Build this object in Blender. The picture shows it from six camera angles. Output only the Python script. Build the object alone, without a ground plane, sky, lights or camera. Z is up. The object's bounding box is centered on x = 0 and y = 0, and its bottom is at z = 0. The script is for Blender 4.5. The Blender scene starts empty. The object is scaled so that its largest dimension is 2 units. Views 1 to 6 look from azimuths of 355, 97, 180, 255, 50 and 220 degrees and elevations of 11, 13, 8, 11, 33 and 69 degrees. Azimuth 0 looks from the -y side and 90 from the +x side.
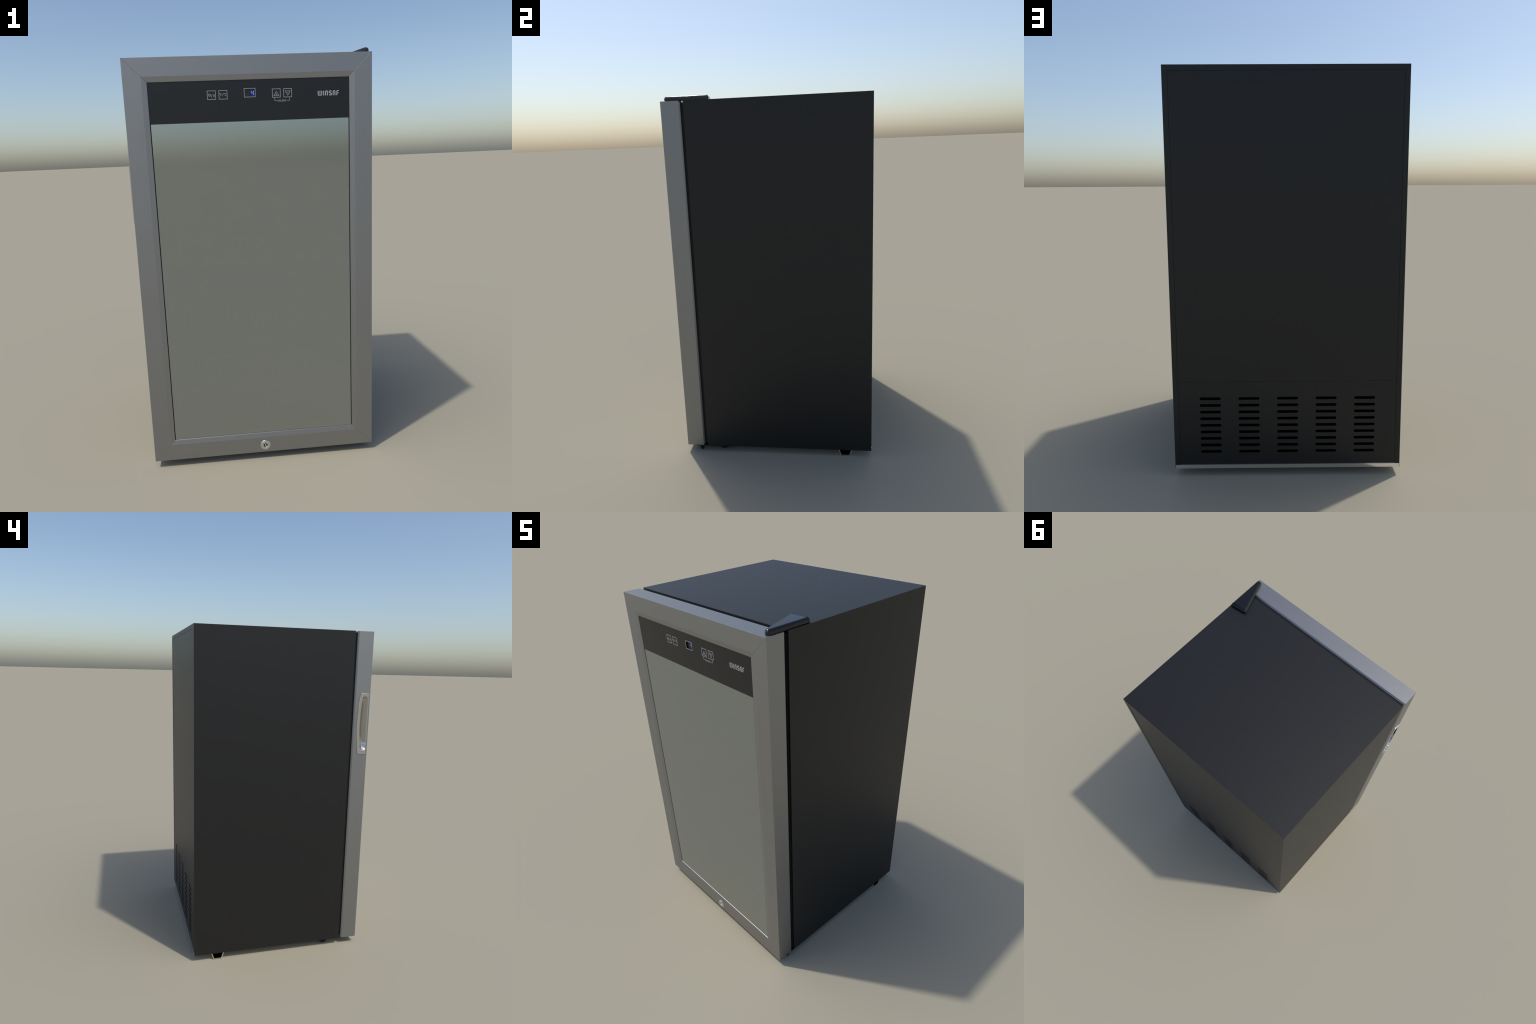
import bpy, bmesh, math
from mathutils import Vector

# ------------------------------------------------------------------ sizes
XL, XR = -0.5588, 0.5634          # cabinet and door sides
XC = (XL + XR) / 2
ZB, ZT = 0.0368, 1.9768           # bottom edge and top of cabinet and door
DF, DB = -0.5290, -0.4275         # door front and back
CF, CB = -0.4110, 0.5316
RP = 0.5305                       # face of the rear panels, sunk below the cabinet's rear rim          # cabinet front and back
RAIL = 0.1055                     # door frame width
FLAT = 0.0810                     # flat part of it, the rest slopes inwards
GLASS_Y = -0.5212
PANEL_Y = -0.5220
PANEL_Z = 1.6920                  # lower edge of the black control panel

# ------------------------------------------------------------------ materials
def new_mat(name):
    m = bpy.data.materials.new(name)
    m.use_nodes = True
    nt = m.node_tree
    return m, nt, nt.nodes["Principled BSDF"]


def setp(b, **kw):
    for k, v in kw.items():
        k = {"base": "Base Color", "rough": "Roughness", "metal": "Metallic",
             "spec": "Specular IOR Level", "aniso": "Anisotropic",
             "coat": "Coat Weight", "coat_rough": "Coat Roughness"}[k]
        if k == "Base Color":
            v = (*v, 1.0) if len(v) == 3 else v
        b.inputs[k].default_value = v


def plain(name, base, rough, metal=0.0, spec=0.5):
    m, nt, b = new_mat(name)
    setp(b, base=base, rough=rough, metal=metal, spec=spec)
    return m


def grained(name, base, rough, metal, spec, stretch, vary, rvary, bump, scale=60.0):
    """colour, gloss and relief all carried by one stretched noise"""
    m, nt, b = new_mat(name)
    N, L = nt.nodes, nt.links
    setp(b, base=base, rough=rough, metal=metal, spec=spec)
    tc = N.new("ShaderNodeTexCoord")
    mp = N.new("ShaderNodeMapping")
    mp.inputs["Scale"].default_value = stretch
    no = N.new("ShaderNodeTexNoise")
    no.inputs["Scale"].default_value = scale
    no.inputs["Detail"].default_value = 4.0
    L.new(tc.outputs["Object"], mp.inputs["Vector"])
    L.new(mp.outputs["Vector"], no.inputs["Vector"])
    cr = N.new("ShaderNodeValToRGB")
    cr.color_ramp.elements[0].position = 0.25
    cr.color_ramp.elements[1].position = 0.75
    cr.color_ramp.elements[0].color = (*[c * (1 - vary) for c in base], 1)
    cr.color_ramp.elements[1].color = (*[c * (1 + vary) for c in base], 1)
    L.new(no.outputs["Fac"], cr.inputs["Fac"])
    L.new(cr.outputs["Color"], b.inputs["Base Color"])
    mr = N.new("ShaderNodeMapRange")
    mr.inputs["From Min"].default_value = 0.25
    mr.inputs["From Max"].default_value = 0.75
    mr.inputs["To Min"].default_value = rough - rvary
    mr.inputs["To Max"].default_value = rough + rvary
    L.new(no.outputs["Fac"], mr.inputs["Value"])
    L.new(mr.outputs["Result"], b.inputs["Roughness"])
    if bump:
        bp = N.new("ShaderNodeBump")
        bp.inputs["Strength"].default_value = bump
        bp.inputs["Distance"].default_value = 0.0005
        L.new(no.outputs["Fac"], bp.inputs["Height"])
        L.new(bp.outputs["Normal"], b.inputs["Normal"])
    return m


STEEL = (0.325, 0.325, 0.322)
M_RAIL = grained("brushed_steel_across", STEEL, 0.49, 1.0, 0.5, (0.35, 9.0, 9.0), 0.04, 0.03, 0.02)
M_STILE = grained("brushed_steel_along", STEEL, 0.49, 1.0, 0.5, (9.0, 9.0, 0.35), 0.04, 0.03, 0.02)
M_BODY = grained("black_painted_sheet", (0.0094, 0.0095, 0.0096), 0.45, 0.0, 0.44, (1, 1, 1), 0.05, 0.015, 0.0, 40.0)
M_PANEL = plain("black_printed_glass", (0.0105, 0.0108, 0.0110), 0.30, 0.0, 0.42)
M_RUBBER = plain("black_rubber", (0.006, 0.006, 0.006), 0.6, 0.0, 0.3)
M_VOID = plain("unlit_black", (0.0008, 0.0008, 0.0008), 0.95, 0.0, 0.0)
M_HINGE = plain("black_moulded_plastic", (0.006, 0.0062, 0.0066), 0.2)
M_CHROME = plain("polished_chrome", (0.67, 0.67, 0.665), 0.08, 1.0)
M_ZINC = plain("bare_zinc_sheet", (0.93, 0.92, 0.90), 0.13, 1.0)
M_PRINT = plain("grey_print", (0.34, 0.34, 0.345), 0.5)
M_BADGE = plain("satin_silver_badge", (0.55, 0.545, 0.54), 0.45, 0.8)
M_SCREEN = plain("dark_screen", (0.012, 0.012, 0.012), 0.3)
M_SEGOFF = plain("unlit_segment", (0.045, 0.045, 0.047), 0.5)
M_INNER = plain("dark_liner", (0.03, 0.03, 0.03), 0.6)
M_SHELF = plain("grey_shelf_metal", (0.45, 0.45, 0.45), 0.5, 0.0)


def make_led():
    m, nt, b = new_mat("blue_lit_segment")
    setp(b, base=(0.03, 0.08, 0.6), rough=0.5)
    b.inputs["Emission Color"].default_value = (0.06, 0.17, 1.0, 1)
    b.inputs["Emission Strength"].default_value = 0.95
    return m


def make_glass():
    """half-mirrored insulating glass: mostly reflects, lets a little through"""
    m, nt, b = new_mat("mirrored_door_glass")
    N, L = nt.nodes, nt.links
    setp(b, base=(0.435, 0.480, 0.494), rough=0.115, metal=1.0)
    tr = N.new("ShaderNodeBsdfTransparent")
    tr.inputs["Color"].default_value = (0.75, 0.8, 0.74, 1)
    mx = N.new("ShaderNodeMixShader")
    mx.inputs["Fac"].default_value = 0.15
    out = N["Material Output"]
    L.new(b.outputs["BSDF"], mx.inputs[1])
    L.new(tr.outputs["BSDF"], mx.inputs[2])
    L.new(mx.outputs["Shader"], out.inputs["Surface"])
    return m


M_LED = make_led()
M_GLASS = make_glass()

# ------------------------------------------------------------------ builders
def add_obj(name, bm, mat, parent=None, smooth=None):
    bmesh.ops.recalc_face_normals(bm, faces=bm.faces)
    me = bpy.data.meshes.new(name)
    bm.to_mesh(me)
    bm.free()
    me.materials.append(mat)
    ob = bpy.data.objects.new(name, me)
    bpy.context.scene.collection.objects.link(ob)
    if parent is not None:
        ob.parent = parent
    if smooth:
        me.shade_smooth()
        me.set_sharp_from_angle(angle=math.radians(smooth))
    return ob


def bm_box(bm, x0, x1, y0, y1, z0, z1):
    v = [bm.verts.new((x, y, z)) for x in (x0, x1) for y in (y0, y1) for z in (z0, z1)]
    for f in ((0, 1, 3, 2), (4, 6, 7, 5), (0, 4, 5, 1), (2, 3, 7, 6), (0, 2, 6, 4), (1, 5, 7, 3)):
        bm.faces.new([v[i] for i in f])


def bake(ob):
    """replace an object's mesh by the mesh its modifiers give"""
    dg = bpy.context.evaluated_depsgraph_get()
    me = bpy.data.meshes.new_from_object(ob.evaluated_get(dg))
    old = ob.data
    ob.modifiers.clear()
    ob.data = me
    me.name = old.name
    bpy.data.meshes.remove(old)


def bevel(ob, w, seg=2, ang=30):
    m = ob.modifiers.new("bevel", "BEVEL")
    m.width = w
    m.segments = seg
    m.limit_method = "ANGLE"
    m.angle_limit = math.radians(ang)
    m.harden_normals = True
    ob.data.shade_smooth()
    bake(ob)


def box(name, x0, x1, y0, y1, z0, z1, mat, parent, bev=0.0):
    bm = bmesh.new()
    bm_box(bm, x0, x1, y0, y1, z0, z1)
    ob = add_obj(name, bm, mat, parent)
    if bev:
        bevel(ob, bev)
    return ob


def loft(bm, rings, cap0=True, cap1=True, closed=True):
    vr = [[bm.verts.new(p) for p in r] for r in rings]
    n = len(vr[0])
    for a, b in zip(vr, vr[1:]):
        for i in range(n if closed else n - 1):
            j = (i + 1) % n
            bm.faces.new((a[i], a[j], b[j], b[i]))
    if cap0:
        bm.faces.new(vr[0][::-1])
    if cap1:
        bm.faces.new(vr[-1])
    return vr


def lathe(name, prof, axis, centre, mat, parent, n=40, smooth=35):
    """prof: (radius, offset along axis) pairs; axis is 'y' or 'z'"""
    bm = bmesh.new()
    rings = []
    for r, h in prof:
        ring = []
        for i in range(n):
            a = 2 * math.pi * i / n
            c, s = r * math.cos(a), r * math.sin(a)
            ring.append((centre[0] + c, centre[1] + h, centre[2] + s) if axis == "y"
                        else (centre[0] + c, centre[1] + s, centre[2] + h))
        rings.append(ring)
    loft(bm, rings)
    return add_obj(name, bm, mat, parent, smooth)


def round_poly(pts, rad, seg=6):
    """polygon with each corner i rounded by rad[i]"""
    out, n = [], len(pts)
    for i in range(n):
        p, a, b = Vector(pts[i]), Vector(pts[i - 1]), Vector(pts[(i + 1) % n])
        r = rad[i]
        if r <= 0:
            out.append(tuple(p))
            continue
        u, v = (a - p).normalized(), (b - p).normalized()
        half = u.angle(v) / 2
        d = r / math.tan(half)
        c = p + (u + v).normalized() * (r / math.sin(half))
        s, e = p + u * d - c, p + v * d - c
        for k in range(seg + 1):
            t = k / seg
            w = s.lerp(e, t)
            out.append(tuple(c + w.normalized() * r))
    return out


def offset_poly(pts, d):
    """move every edge of a convex polygon inwards by d"""
    n = len(pts)
    area = sum(pts[i - 1][0] * pts[i][1] - pts[i][0] * pts[i - 1][1] for i in range(n))
    sg = 1 if area > 0 else -1
    out = []
    for i in range(n):
        p, a, b = Vector(pts[i]), Vector(pts[i - 1]), Vector(pts[(i + 1) % n])
        e1, e2 = (p - a).normalized(), (b - p).normalized()
        n1, n2 = Vector((-e1.y, e1.x)) * sg, Vector((-e2.y, e2.x)) * sg
        m = (n1 + n2)
        m = m / max(m.dot(n1), 1e-6)
        out.append(tuple(p + m * d))
    return out


def ribbon(bm, pts, w, y_front, depth, closed=False):
    """flat bar of width w following a polyline in the x-z plane"""
    pts = [Vector(p) for p in pts]
    if closed and (pts[0] - pts[-1]).length < 1e-7:
        pts.pop()
    n = len(pts)
    left, right = [], []
    for i in range(n):
        if closed or 0 < i < n - 1:
            e1 = (pts[i] - pts[i - 1]).normalized()
            e2 = (pts[(i + 1) % n] - pts[i]).normalized()
        else:
            e1 = e2 = ((pts[1] - pts[0]) if i == 0 else (pts[-1] - pts[-2])).normalized()
        n1, n2 = Vector((-e1.y, e1.x)), Vector((-e2.y, e2.x))
        m = n1 + n2
        m = m / max(m.dot(n1), 0.4)
        left.append(pts[i] + m * w / 2)
        right.append(pts[i] - m * w / 2)
    rings = [[(l.x, y_front, l.y), (r.x, y_front, r.y),
              (r.x, y_front + depth, r.y), (l.x, y_front + depth, l.y)] for l, r in zip(left, right)]
    if closed:
        rings.append(rings[0])
        vr = loft(bm, rings, False, False)
        bmesh.ops.remove_doubles(bm, verts=vr[0] + vr[-1], dist=1e-7)
    else:
        loft(bm, rings)


def arc(cx, cz, rx, rz, a0, a1, n=10):
    return [(cx + rx * math.cos(math.radians(a0 + (a1 - a0) * i / n)),
             cz + rz * math.sin(math.radians(a0 + (a1 - a0) * i / n))) for i in range(n + 1)]


# ------------------------------------------------------------------ the thing
root = bpy.data.objects.new("display_refrigerator", None)
bpy.context.scene.collection.objects.link(root)
root["label"] = "small black glass-door fridge with steel door frame"
root["category"] = "fridge"

# ------------------------------------------------------------------ cabinet
Z0 = 0.0563
SEAM_X0, SEAM_X1, SEAM_ZT = -0.5343, 0.5379, 1.9520


def build_cabinet():
    bm = bmesh.new()
    # shell cross-section rings from the cavity's back wall out and round to the rear recess
    def ring(x0, x1, z0, z1, y):
        return [(x0, y, z0), (x1, y, z0), (x1, y, z1), (x0, y, z1)]
    cx0, cx1, cz0, cz1 = XL + 0.062, XR - 0.062, 0.125, 1.905
    loft(bm, [ring(cx0, cx1, cz0, cz1, 0.40), ring(cx0, cx1, cz0, cz1, CF),
              ring(XL, XR, Z0, ZT, CF), ring(XL, XR, Z0, ZT, CB),
              ring(SEAM_X0, SEAM_X1, Z0 + 0.0004, SEAM_ZT, CB),
              ring(SEAM_X0, SEAM_X1, Z0 + 0.0004, SEAM_ZT, RP - 0.0022)])
    # folded lower edges of the two side sheets
    for x0, x1 in ((XL, XL + 0.0018), (XR - 0.0018, XR)):
        bm_box(bm, x0, x1, CF, CB, ZB, Z0)
    return add_obj("cabinet", bm, M_BODY, root)


cabinet = build_cabinet()

GAP = 0.0007
SPLIT = 0.4880
box("rear_panel", SEAM_X0 + GAP, SEAM_X1 - GAP, RP - 0.0020, RP, SPLIT + GAP / 2, SEAM_ZT - GAP, M_BODY, cabinet, 0.0003)


def build_vent_panel():
    pan = box("vent_panel", SEAM_X0 + GAP, SEAM_X1 - GAP, RP - 0.0007, RP, Z0 + 0.0006, SPLIT - GAP / 2, M_BODY, cabinet, 0.0003)
    bm = bmesh.new()
    w, h = 0.1030, 0.0142
    for c in range(5):
        x = 0.0016 + (c - 2) * 0.1900
        for r in range(9):
            z = 0.4020 - r * 0.03456
            o = round_poly([(x - w / 2, z - h / 2), (x + w / 2, z - h / 2), (x + w / 2, z + h / 2), (x - w / 2, z + h / 2)],
                           [0.0060] * 4, 5)
            loft(bm, [[(p[0], CB - 0.02, p[1]) for p in o], [(p[0], CB + 0.01, p[1]) for p in o]])
    cut = add_obj("cutter", bm, M_BODY)
    m = pan.modifiers.new("slots", "BOOLEAN")
    m.object = cut
    m.operation = "DIFFERENCE"
    m.solver = "EXACT"
    bake(pan)
    pan.data.shade_flat()
    bpy.data.objects.remove(cut, do_unlink=True)
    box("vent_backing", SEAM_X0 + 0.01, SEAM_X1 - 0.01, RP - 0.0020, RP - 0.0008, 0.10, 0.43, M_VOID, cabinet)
    return pan


build_vent_panel()


def build_base_tray():
    """zinc tray under the cabinet; its rear flange shows below the vent panel"""
    x0, x1, z0, z1 = XL + 0.0022, XR - 0.0022, ZB + 0.0004, Z0 - 0.0004
    o = round_poly([(x0, z0), (x1, z0), (x1, z1), (x0, z1)], [0, 0, 0.003, 0.003], 4)
    bm = bmesh.new()
    loft(bm, [[(p[0], CF + 0.002, p[1]) for p in o], [(p[0], 0.5330, p[1]) for p in o]])
    # its upturned lip closes the foot of the rear recess
    bm_box(bm, SEAM_X0 + 0.0004, SEAM_X1 - 0.0004, RP + 0.0002, 0.5329, Z0 + 0.0006, Z0 + 0.0014)
    return add_obj("base_tray", bm, M_ZINC, cabinet)


tray = build_base_tray()


def trapezoid(bm, y0, y1, yb0, yb1, z0, z1, xa, xb):
    s = [(y0, z1), (y1, z1), (yb1, z0), (yb0, z0)]
    loft(bm, [[(xa, p[0], p[1]) for p in s], [(xb, p[0], p[1]) for p in s]])


for side in (-1, 1):
    xo = XL + 0.003 if side < 0 else XR - 0.0055
    xi = xo - side * 0.11
    # bent zinc channel, open at its outer end
    top, bot, wall = (0.3480, 0.4255), (0.3600, 0.4135), 0.0050
    sec = [(top[0], ZB), (bot[0], 0.0), (bot[1], 0.0), (top[1], ZB),
           (top[1] - wall, ZB), (bot[1] - wall, 0.0024), (bot[0] + wall, 0.0024), (top[0] + wall, ZB)]
    bm = bmesh.new()
    loft(bm, [[(x, p[0], p[1]) for p in sec] for x in (xo, xi)])
    foot = add_obj("rear_foot", bm, M_ZINC, cabinet)
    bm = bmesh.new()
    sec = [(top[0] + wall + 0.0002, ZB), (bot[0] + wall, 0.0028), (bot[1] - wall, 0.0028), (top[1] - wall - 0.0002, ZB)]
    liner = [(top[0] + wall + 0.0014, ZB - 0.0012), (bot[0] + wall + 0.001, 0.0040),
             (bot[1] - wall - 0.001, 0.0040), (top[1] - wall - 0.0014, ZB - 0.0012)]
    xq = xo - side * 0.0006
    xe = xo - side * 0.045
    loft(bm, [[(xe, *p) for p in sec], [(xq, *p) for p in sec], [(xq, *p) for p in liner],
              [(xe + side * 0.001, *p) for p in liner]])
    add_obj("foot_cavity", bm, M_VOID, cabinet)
    xf = XC + side * 0.517
    lathe("levelling_foot", [(0.001, 0.0012), (0.009, 0.0014), (0.017, 0.004), (0.022, 0.009), (0.0245, 0.015),
                             (0.0245, 0.019), (0.010, 0.020), (0.010, ZB)], "z", (xf, -0.3200, 0), M_RUBBER, cabinet)

# ------------------------------------------------------------------ interior shelves
def build_shelf(x0, x1, y0, y1, z0, z1, name):
    bm = bmesh.new()
    bm_box(bm, x0, x1, y0, y0 + 0.012, z0, z1)
    bm_box(bm, x0, x1, y1 - 0.01, y1, z1 - 0.03, z1 - 0.02)
    for x in (x0, x1 - 0.01):
        bm_box(bm, x, x + 0.01, y0 + 0.012, y1 - 0.01, z1 - 0.03, z1 - 0.02)
    n = 18
    for i in range(1, n):
        x = x0 + (x1 - x0) * i / n
        bm_box(bm, x - 0.003, x + 0.003, y0 + 0.012, y1 - 0.01, z1 - 0.028, z1 - 0.022)
    return add_obj(name, bm, M_SHELF, cabinet)


for z0, z1 in ((1.470, 1.527), (0.994, 1.048), (0.562, 0.619)):
    build_shelf(XC - 0.415, XC + 0.415, -0.357, 0.33, z0, z1, "shelf")
box("compressor_step", XC - 0.496, XC + 0.496, 0.06, 0.3995, 0.1255, 0.40, M_INNER, cabinet)
build_shelf(XC - 0.378, XC + 0.378, -0.350, 0.05, 0.290, 0.364, "shelf")

# ------------------------------------------------------------------ door
# black core of the door: the seal that holds the glass inside the steel frame
bm = bmesh.new()
sx0, sx1, sz0, sz1 = XL + RAIL, XR - RAIL, ZB + RAIL, ZT - RAIL
for b in ((sx0, sx0 + 0.02, sz0, sz1), (sx1 - 0.02, sx1, sz0, sz1),
          (sx0 + 0.02, sx1 - 0.02, sz0, sz0 + 0.02), (sx0 + 0.02, sx1 - 0.02, sz1 - 0.02, sz1)):
    bm_box(bm, b[0], b[1], GLASS_Y + 0.0095, DB - 0.004, b[2], b[3])
door = add_obj("door", bm, M_RUBBER, root)

PROF = [(0.0, DF), (0.0, -0.4356), (0.0072, DB), (RAIL, DB), (RAIL, -0.5218), (RAIL - 0.0010, -0.5240), (FLAT, DF)]
MIT = 0.00012


def frame_piece(kind):
    a, b = [], []
    for u, y in PROF:
        if kind == "top":
            a.append((XL + u + MIT, y, ZT - u)); b.append((XR - u - MIT, y, ZT - u))
        elif kind == "bottom":
            a.append((XL + u + MIT, y, ZB + u)); b.append((XR - u - MIT, y, ZB + u))
        elif kind == "left":
            a.append((XL + u, y, ZB + u + MIT)); b.append((XL + u, y, ZT - u - MIT))
        else:
            a.append((XR - u, y, ZB + u + MIT)); b.append((XR - u, y, ZT - u - MIT))
    bm = bmesh.new()
    loft(bm, [a, b])
    return bm


door_top = add_obj("door_rail", frame_piece("top"), M_RAIL, door)
door_bot = add_obj("door_rail", frame_piece("bottom"), M_RAIL, door)
door_right = add_obj("door_stile", frame_piece("right"), M_STILE, door)
door_left = add_obj("door_stile", frame_piece("left"), M_STILE, door)

# ---- recessed pull set into the side of the left stile
HZ0, HZ1, HZM = 1.2510, 1.6195, 1.4350
HX = -0.5634


def pull_loops():
    bow = lambda z, y: y - 0.42 * (z - HZM) ** 2
    # outer plate outline, front edge straight, rear edge bowed
    raw = [(-0.520, HZ1), (-0.520, HZ0)]
    zb0, zb1 = HZ0 + 0.001, HZ1 - 0.001
    raw += [(bow(zb0, -0.4515) - 0.001, HZ0)]
    raw += [(bow(zb0 + (zb1 - zb0) * i / 14, -0.4515), zb0 + (zb1 - zb0) * i / 14) for i in range(1, 14)]
    raw += [(bow(zb1, -0.4515) - 0.001, HZ1)]
    rad = [0.002, 0.002, 0.014] + [0] * 13 + [0.017]
    outer = round_poly(raw, rad, 6)
    z0, z1 = 1.2832, 1.5832
    inner = [(-0.5130, z1 + (z0 - z1) * i / 14) for i in range(15)]
    ye = bow(z0, -0.4687)
    cy, ry = (-0.5130 + ye) / 2, (ye + 0.5130) / 2
    inner += arc(cy, z0, ry, 0.0168, 180, 360, 12)[1:]
    inner += [(bow(z0 + (z1 - z0) * i / 14, -0.4687), z0 + (z1 - z0) * i / 14) for i in range(1, 15)]
    inner += arc(cy, z1, ry, 0.0168, 0, 180, 12)[1:-1]
    return outer, inner


OUTER, INNER = pull_loops()


def resample(loop, n, start):
    """n points evenly spaced along a closed loop, beginning nearest to start"""
    pts = [Vector(p) for p in loop]
    k = min(range(len(pts)), key=lambda i: (pts[i] - Vector(start)).length)
    pts = pts[k:] + pts[:k] + [pts[k]]
    d = [0.0]
    for p, q in zip(pts, pts[1:]):
        d.append(d[-1] + (q - p).length)
    out, j = [], 0
    for i in range(n):
        t = d[-1] * i / n
        while d[j + 1] < t:
            j += 1
        f = (t - d[j]) / max(d[j + 1] - d[j], 1e-9)
        out.append(pts[j].lerp(pts[j + 1], f))
    return out


def build_pull():
    """chrome plate with a deep finger pocket whose ends are scooped"""
    n = 200
    inn = resample(INNER, n, (-0.513, HZM))
    dense = resample(OUTER, 1600, (-0.520, HZM))
    nrm = []
    for i, p in enumerate(inn):
        t = inn[(i + 1) % n] - inn[i - 1]
        nrm.append(Vector((-t.y, t.x)).normalized())
    mid = Vector((-0.4925, HZM))
    if (inn[0] - mid).dot(nrm[0]) < 0:
        nrm = [-q for q in nrm]
    # cut the outer outline with each outward normal of the pocket's edge
    outm = []
    for p, q in zip(inn, nrm):
        outm.append(min(dense, key=lambda o: abs((o - p).cross(q)) + (1 if (o - p).dot(q) < 0 else 0) + 0.02 * (o - p).length))
    V = lambda x, p: (x, p.x, p.y)
    bm = bmesh.new()
    rings = [[V(XL + 0.002, p) for p in outm], [V(HX + 0.0018, p) for p in outm],
             [V(HX, p + (q - p).normalized() * 0.0018) for p, q in zip(outm, inn)], [V(HX, p) for p in inn]]
    depth, half = 0.0365, (1.600 - 1.2664) / 2
    for k in range(1, 13):
        th = math.radians(90 * k / 12)
        ring = []
        for p in inn:
            end = 0.054 if p.y < HZM else 0.024
            sz = 1 - end * (1 - math.cos(th)) / half
            sy = 1 - 0.0035 * (1 - math.cos(th)) / 0.0215
            lean = 1 - 0.16 * (p.x + 0.4915) / 0.0215      # floor slopes down towards the front wall
            ring.append((HX + depth * lean * math.sin(th), -0.4915 + (p.x + 0.4915) * sy, HZM + (p.y - HZM) * sz))
        rings.append(ring)
    loft(bm, rings, cap0=False, cap1=True)
    bmesh.ops.remove_doubles(bm, verts=bm.verts, dist=1e-6)
    ob = add_obj("recessed_handle", bm, M_CHROME, door, 30)
    # seat for it in the stile
    bm = bmesh.new()
    big = []
    for p, q in zip(inn, nrm):
        big.append(p + q * 0.003)
    loft(bm, [[V(XL - 0.02, p) for p in big], [V(XL + 0.046, p) for p in big]])
    cut = add_obj("cutter", bm, M_STILE)
    m = door_left.modifiers.new("seat", "BOOLEAN")
    m.object = cut
    m.operation = "DIFFERENCE"
    m.solver = "EXACT"
    bake(door_left)
    bpy.data.objects.remove(cut, do_unlink=True)
    return ob


build_pull()
for o in (door_top, door_bot, door_right, door_left):
    bevel(o, 0.0005, 2, 11)

# ---- glass with printed control panel above it
GX0, GX1 = XL + RAIL + 0.0030, XR - RAIL - 0.0030
glass = box("door_glass", GX0, GX1, GLASS_Y, GLASS_Y + 0.004, ZB + RAIL + 0.0008, PANEL_Z - 0.0002, M_GLASS, door, 0.0006)

DX0, DX1, DZ0, DZ1 = -0.0238, 0.0252, 1.7970, 1.8332     # display window


def build_panel():
    xs = [XL + RAIL + 0.0006, DX0, DX1, XR - RAIL - 0.0006]
    zs = [PANEL_Z, DZ0, DZ1, ZT - RAIL - 0.0006]
    bm = bmesh.new()
    grid = [[[bm.verts.new((x, y, z)) for z in zs] for x in xs] for y in (PANEL_Y, PANEL_Y + 0.0085)]
    for i in range(3):
        for j in range(3):
            if i == 1 and j == 1:
                continue
            for g in grid:
                bm.faces.new((g[i][j], g[i + 1][j], g[i + 1][j + 1], g[i][j + 1]))
    def wall(a, b):
        (i, j), (k, l) = a, b
        bm.faces.new((grid[0][i][j], grid[0][k][l], grid[1][k][l], grid[1][i][j]))
    for i in range(3):
        wall((i, 0), (i + 1, 0)); wall((i, 3), (i + 1, 3)); wall((0, i), (0, i + 1)); wall((3, i), (3, i + 1))
    wall((1, 1), (2, 1)); wall((2, 1), (2, 2)); wall((2, 2), (1, 2)); wall((1, 2), (1, 1))
    return add_obj("control_panel", bm, M_PANEL, door)


panel = build_panel()
# ---- display window
SY = PANEL_Y + 0.0064
screen = box("display_screen", DX0 - 0.001, DX1 + 0.001, SY, SY + 0.0015, DZ0 - 0.001, DZ1 + 0.001, M_SCREEN, door)


def seven_segments(x0, z0, w, h, slant, lit):
    """strokes of one digit; returns lit and unlit lists of polylines"""
    P = lambda u, v: (x0 + u * w + slant * v * h, z0 + v * h)
    seg = {"a": (P(.1, 1), P(.9, 1)), "b": (P(1, .95), P(1, .55)), "c": (P(1, .45), P(1, .05)), "d": (P(.1, 0), P(.9, 0)),
           "e": (P(0, .05), P(0, .45)), "f": (P(0, .55), P(0, .95)), "g": (P(.1, .5), P(.9, .5))}
    return [seg[s] for s in seg if s in lit], [seg[s] for s in seg if s not in lit]


on, off = [], []
for x0, lit in ((-0.0158, ""), (0.0078, "bcfg")):
    a, b = seven_segments(x0, 1.8042, 0.0100, 0.0205, 0.06, lit)
    on += a
    off += b
bm = bmesh.new()
for s in on:
    ribbon(bm, s, 0.0038, SY - 0.0007, 0.0006)
add_obj("lit_digit", bm, M_LED, door)
bm = bmesh.new()
for s in off:
    ribbon(bm, s, 0.0016, SY - 0.0004, 0.0003)
add_obj("unlit_digit", bm, M_SEGOFF, door)

# ---- printed symbols
PY = PANEL_Y - 0.0004


def printed(name, strokes, w):
    bm = bmesh.new()
    for s in strokes:
        ribbon(bm, s[0], s[2] if len(s) > 2 else w, PY, 0.0006, s[1])
    return add_obj(name, bm, M_PRINT, door)


def rect(x0, x1, z0, z1):
    return ([(x0, z0), (x1, z0), (x1, z1), (x0, z1)], True)


LW = 0.0023
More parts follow.
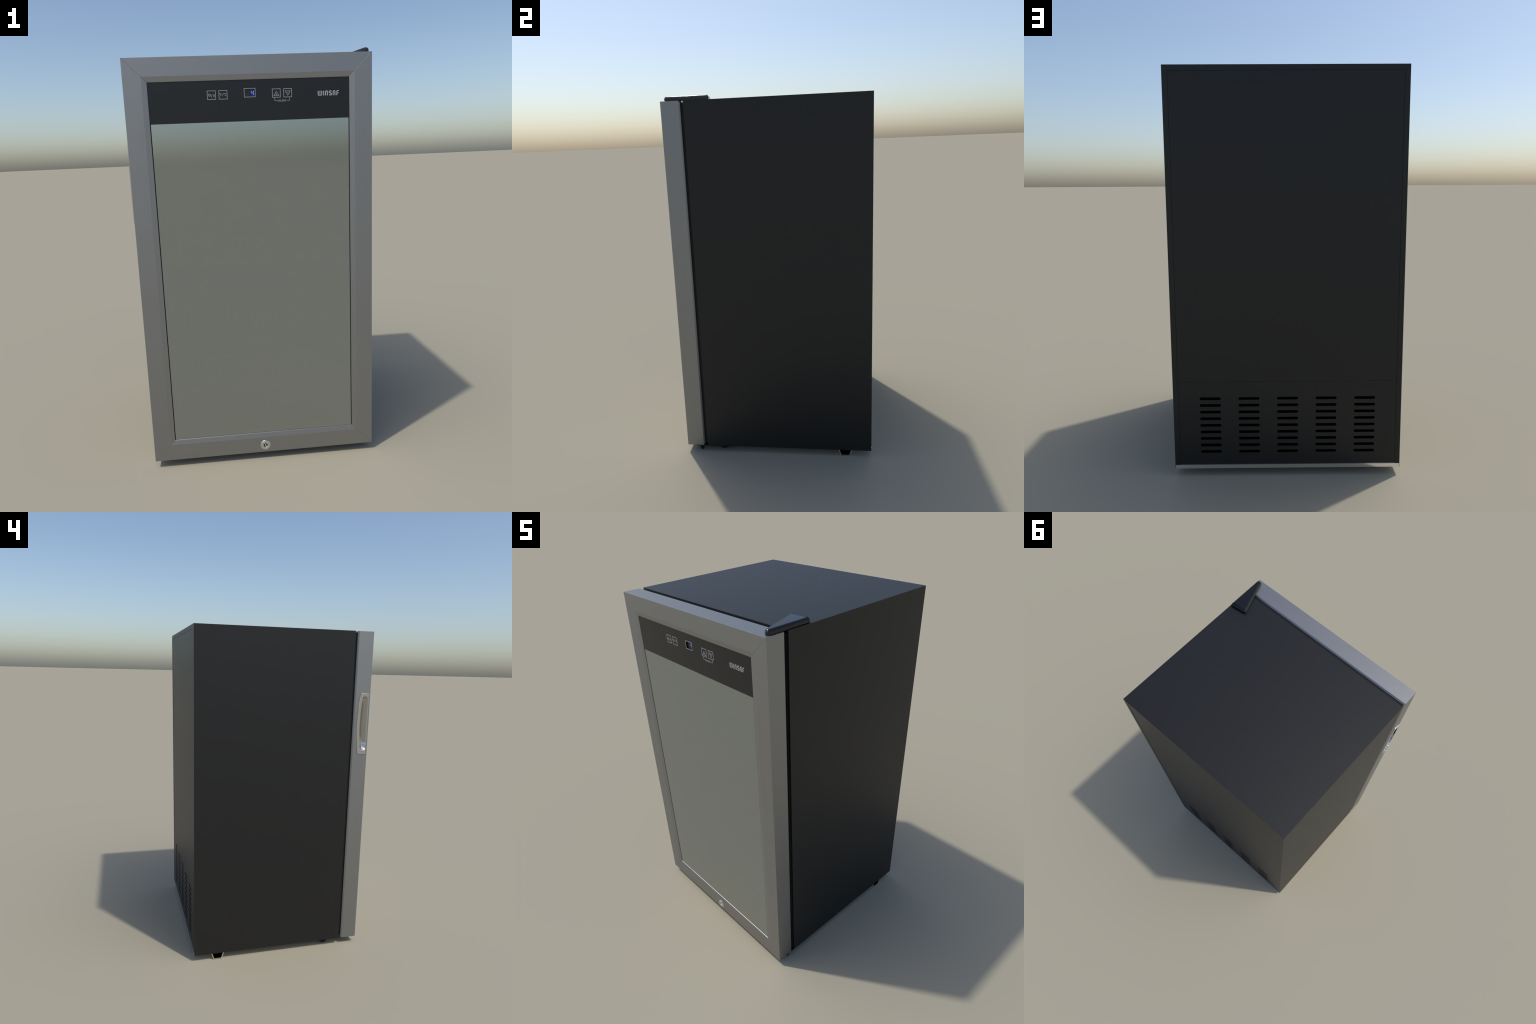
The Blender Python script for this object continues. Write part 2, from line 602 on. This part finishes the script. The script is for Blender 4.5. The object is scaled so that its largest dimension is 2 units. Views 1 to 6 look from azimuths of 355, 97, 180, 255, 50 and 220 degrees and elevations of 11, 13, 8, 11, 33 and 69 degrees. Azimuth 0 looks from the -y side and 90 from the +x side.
# lamp key: bulb with rays / bulb
lamp = [rect(-0.1903, -0.1536, 1.7913, 1.8281)]
lx, lz = -0.1806, 1.8105
lamp.append((arc(lx, lz, 0.0032, 0.0032, -60, 240, 16), False, 0.0017))
lamp.append(([(lx - 0.0016, lz - 0.0034), (lx - 0.0016, lz - 0.0062), (lx + 0.0016, lz - 0.0062), (lx + 0.0016, lz - 0.0034)], False, 0.0017))
for k in range(7):
    a = math.radians(-30 + 40 * k)
    lamp.append(([(lx + 0.0045 * math.cos(a), lz + 0.0045 * math.sin(a)), (lx + 0.0068 * math.cos(a), lz + 0.0068 * math.sin(a))], False, 0.0014))
lamp.append(([(-0.1735, 1.7992), (-0.1684, 1.8125)], False, 0.0017))
lx, lz = -0.1611, 1.8085
lamp.append((arc(lx, lz, 0.0032, 0.0036, -55, 235, 16), False, 0.0017))
for dz in (-0.0046, -0.0066):
    lamp.append(([(lx - 0.0022, lz + dz), (lx + 0.0022, lz + dz)], False, 0.0015))
printed("lamp_key", lamp, LW)

# unit key: degrees F / degrees C
unit = [rect(-0.1381, -0.1015, 1.7913, 1.8281)]
unit.append((arc(-0.1345, 1.8148, 0.0015, 0.0015, 0, 360, 10), True, 0.0014))
unit.append(([(-0.1306, 1.8045), (-0.1306, 1.8146), (-0.1262, 1.8146)], False, 0.0017))
unit.append(([(-0.1306, 1.8102), (-0.1270, 1.8102)], False, 0.0017))
unit.append(([(-0.1232, 1.8036), (-0.1185, 1.8160)], False, 0.0017))
unit.append((arc(-0.1148, 1.8150, 0.0015, 0.0015, 0, 360, 10), True, 0.0014))
unit.append((arc(-0.1072, 1.8098, 0.0040, 0.0052, 50, 310, 16), False, 0.0017))
printed("unit_key", unit, LW)

# up and down keys joined by a bracket with the word UNLOCK
printed("display_border", [rect(DX0 - 0.0004, DX1 + 0.0004, DZ0 - 0.0004, DZ1 + 0.0004)], 0.0023)
printed("raise_key", [rect(0.1035, 0.1395, 1.7915, 1.8281), ([(0.1216, 1.8178), (0.1095, 1.7984), (0.1333, 1.7984)], True, 0.0019),
                      ([(0.1213, 1.8095), (0.1213, 1.8005)], False, 0.0017), ([(0.1168, 1.8048), (0.1258, 1.8048)], False, 0.0017)], LW)
printed("lower_key", [rect(0.1553, 0.1915, 1.7915, 1.8278), ([(0.1619, 1.8176), (0.1853, 1.8176), (0.1736, 1.7982)], True, 0.0019),
                      ([(0.1690, 1.8115), (0.1780, 1.8115)], False, 0.0017)], LW)
brk = [([(0.1138, 1.7915), (0.1138, 1.7764), (0.1254, 1.7764)], False, 0.0018),
       ([(0.1818, 1.7915), (0.1818, 1.7764), (0.1700, 1.7764)], False, 0.0018)]
x, z, w, h = 0.1283, 1.7728, 0.0045, 0.0074
step = 0.0066
glyphs = [[[(0, 1), (0, .25), (.3, 0), (.7, 0), (1, .25), (1, 1)]],
          [[(0, 0), (0, 1), (1, 0), (1, 1)]],
          [[(0, 1), (0, 0), (1, 0)]],
          [[(.3, 0), (0, .3), (0, .7), (.3, 1), (.7, 1), (1, .7), (1, .3), (.7, 0), (.3, 0)]],
          [[(1, .8), (.7, 1), (.3, 1), (0, .7), (0, .3), (.3, 0), (.7, 0), (1, .2)]],
          [[(0, 0), (0, 1)], [(1, 1), (0, .45)], [(.3, .6), (1, 0)]]]
for i, g in enumerate(glyphs):
    for s in g:
        brk.append(([(x + i * step + u * w, z + v * h) for u, v in s], False, 0.0014))
printed("unlock_bracket", brk, LW)

# ---- raised badge letters
def badge():
    y, d, w = PANEL_Y - 0.0024, 0.0026, 0.0043
    b, t = 1.7937, 1.8110
    mid = (b + t) / 2
    L = []
    def letter(strokes, width=w):
        bm = bmesh.new()
        for s in strokes:
            ribbon(bm, s[0], s[2] if len(s) > 2 else width, y, d, s[1])
        ob = add_obj("badge_letter", bm, M_BADGE, door)
        L.append(ob)
    # W: two round bottoms, a stem with a ring above it in the middle
    x0, x1 = 0.3136, 0.3295
    xm = (x0 + x1) / 2
    r = (xm - x0) / 2
    letter([([(x0, t + 0.0018)] + arc(x0 + r, b + r, r, r, 180, 360, 10) + [(xm, mid + 0.0025)], False),
            ([(xm, b + r + 0.0001)] + arc(xm + r, b + r, r, r, 180, 360, 10) + [(x1, t + 0.0018)], False),
            (arc(xm, t - 0.0012, 0.0024, 0.0024, 0, 360, 16), True, 0.0020)], 0.0040)
    letter([([(0.3388, b - 0.0018), (0.3388, t + 0.0018)], False)])
    x0, x1 = 0.3478, 0.3568
    r = (x1 - x0) / 2
    letter([([(x0, b - 0.0018)] + arc(x0 + r, t - r + 0.0008, r, r, 180, 0, 12) + [(x1, b - 0.0018)], False)])
    x0, x1 = 0.3650, 0.3752
    r = (x1 - x0) / 2
    q = 0.0046
    cx = x0 + r
    letter([(arc(cx, t - q + 0.0005, r, q, 20, 205, 12) + [(cx - 0.0006, mid + 0.0012), (cx + 0.0006, mid - 0.0012)]
             + arc(cx, b + q - 0.0005, r, q, 25, -160, 12), False, 0.0042)])
    x0, x1 = 0.3830, 0.3916
    r = (x1 - x0) / 2
    letter([([(x0, b - 0.0022)] + arc(x0 + r, t - r + 0.0004, r, r, 180, 0, 12) + [(x1, b - 0.0022)], False),
            ([(x0, mid - 0.0012), (x1, mid - 0.0012)], False, 0.0040)])
    x0 = 0.4000
    letter([([(x0, b - 0.0022), (x0, t - 0.004)] + arc(x0 + 0.005, t - 0.0045, 0.005, 0.005, 170, 90, 6) + [(0.4092, t + 0.0005)], False),
            ([(x0, mid - 0.0010), (0.4082, mid - 0.0010)], False, 0.0042)])


badge()

# ---- lock in the bottom rail
LKX, LKZ = XC + 0.0012, 0.0748
lock = lathe("lock", [(0.0270, 0.0), (0.0266, -0.0011), (0.0250, -0.0027), (0.0228, -0.0038), (0.0202, -0.0043), (0.0180, -0.0043),
                      (0.0105, -0.0043), (0.0092, -0.0028), (0.0082, 0.0010), (0.0005, 0.0010)], "y", (LKX, DF, LKZ), M_CHROME, door, 48, 40)
bm = bmesh.new()
ring5 = lambda r, y: [(LKX + r * math.sin(2 * math.pi * i / 5), DF + y, LKZ + r * math.cos(2 * math.pi * i / 5)) for i in range(5)]
loft(bm, [ring5(0.0078, 0.0009), ring5(0.0078, -0.0014), ring5(0.0062, -0.0014), ring5(0.0062, 0.0004)], True, True)
add_obj("key_slot", bm, M_VOID, door)
bm = bmesh.new()
loft(bm, [ring5(0.0058, 0.0008), ring5(0.0058, -0.0019), ring5(0.0050, -0.0024)])
add_obj("key_pin", bm, M_CHROME, door)

# ---- gasket
bm = bmesh.new()
def band(ins, y0, y1, w=0.03, zin=0.0105):
    x0, x1, z0, z1 = XL + ins, XR - ins, ZB + zin, ZT - zin
    bm_box(bm, x0, x0 + w, y0, y1, z0, z1)
    bm_box(bm, x1 - w, x1, y0, y1, z0, z1)
    bm_box(bm, x0 + w, x1 - w, y0, y1, z0, z0 + w)
    bm_box(bm, x0 + w, x1 - w, y0, y1, z1 - w, z1)
band(0.0125, DB + 0.0002, -0.4190)
band(0.0090, -0.4189, CF - 0.0003)
add_obj("door_gasket", bm, M_RUBBER, door)

# ------------------------------------------------------------------ hinges
def build_top_hinge():
    base = [(0.5575, -0.5105), (0.5575, -0.2795), (0.4545, -0.2925), (0.5340, -0.5020)]
    base = [(0.5570, -0.5180), (0.5570, -0.2800), (0.4535, -0.2920), (0.5290, -0.5060)]
    o = round_poly(base, [0.013, 0.006, 0.010, 0.012], 6)
    bm = bmesh.new()
    levels = [(0.0008, 1.9772), (0.0, 1.9780), (0.0, 1.9915), (0.0052, 1.9978), (0.0066, 1.99885), (0.0082, 1.99955), (0.0100, 2.0000)]
    loft(bm, [[(p[0], p[1], z) for p in offset_poly(o, d)] for d, z in levels])
    return add_obj("hinge_cover", bm, M_HINGE, root, 13)


build_top_hinge()
plate = box("hinge_plate", 0.440, 0.5600, -0.4795, -0.2610, 0.0310, 0.0364, M_RUBBER, root, 0.0008)
lathe("hinge_pin", [(0.002, 0.0010), (0.008, 0.0016), (0.0115, 0.005), (0.0120, 0.012), (0.0120, 0.0312)], "z",
      (0.5420, -0.4500, 0), M_RUBBER, plate, 24)
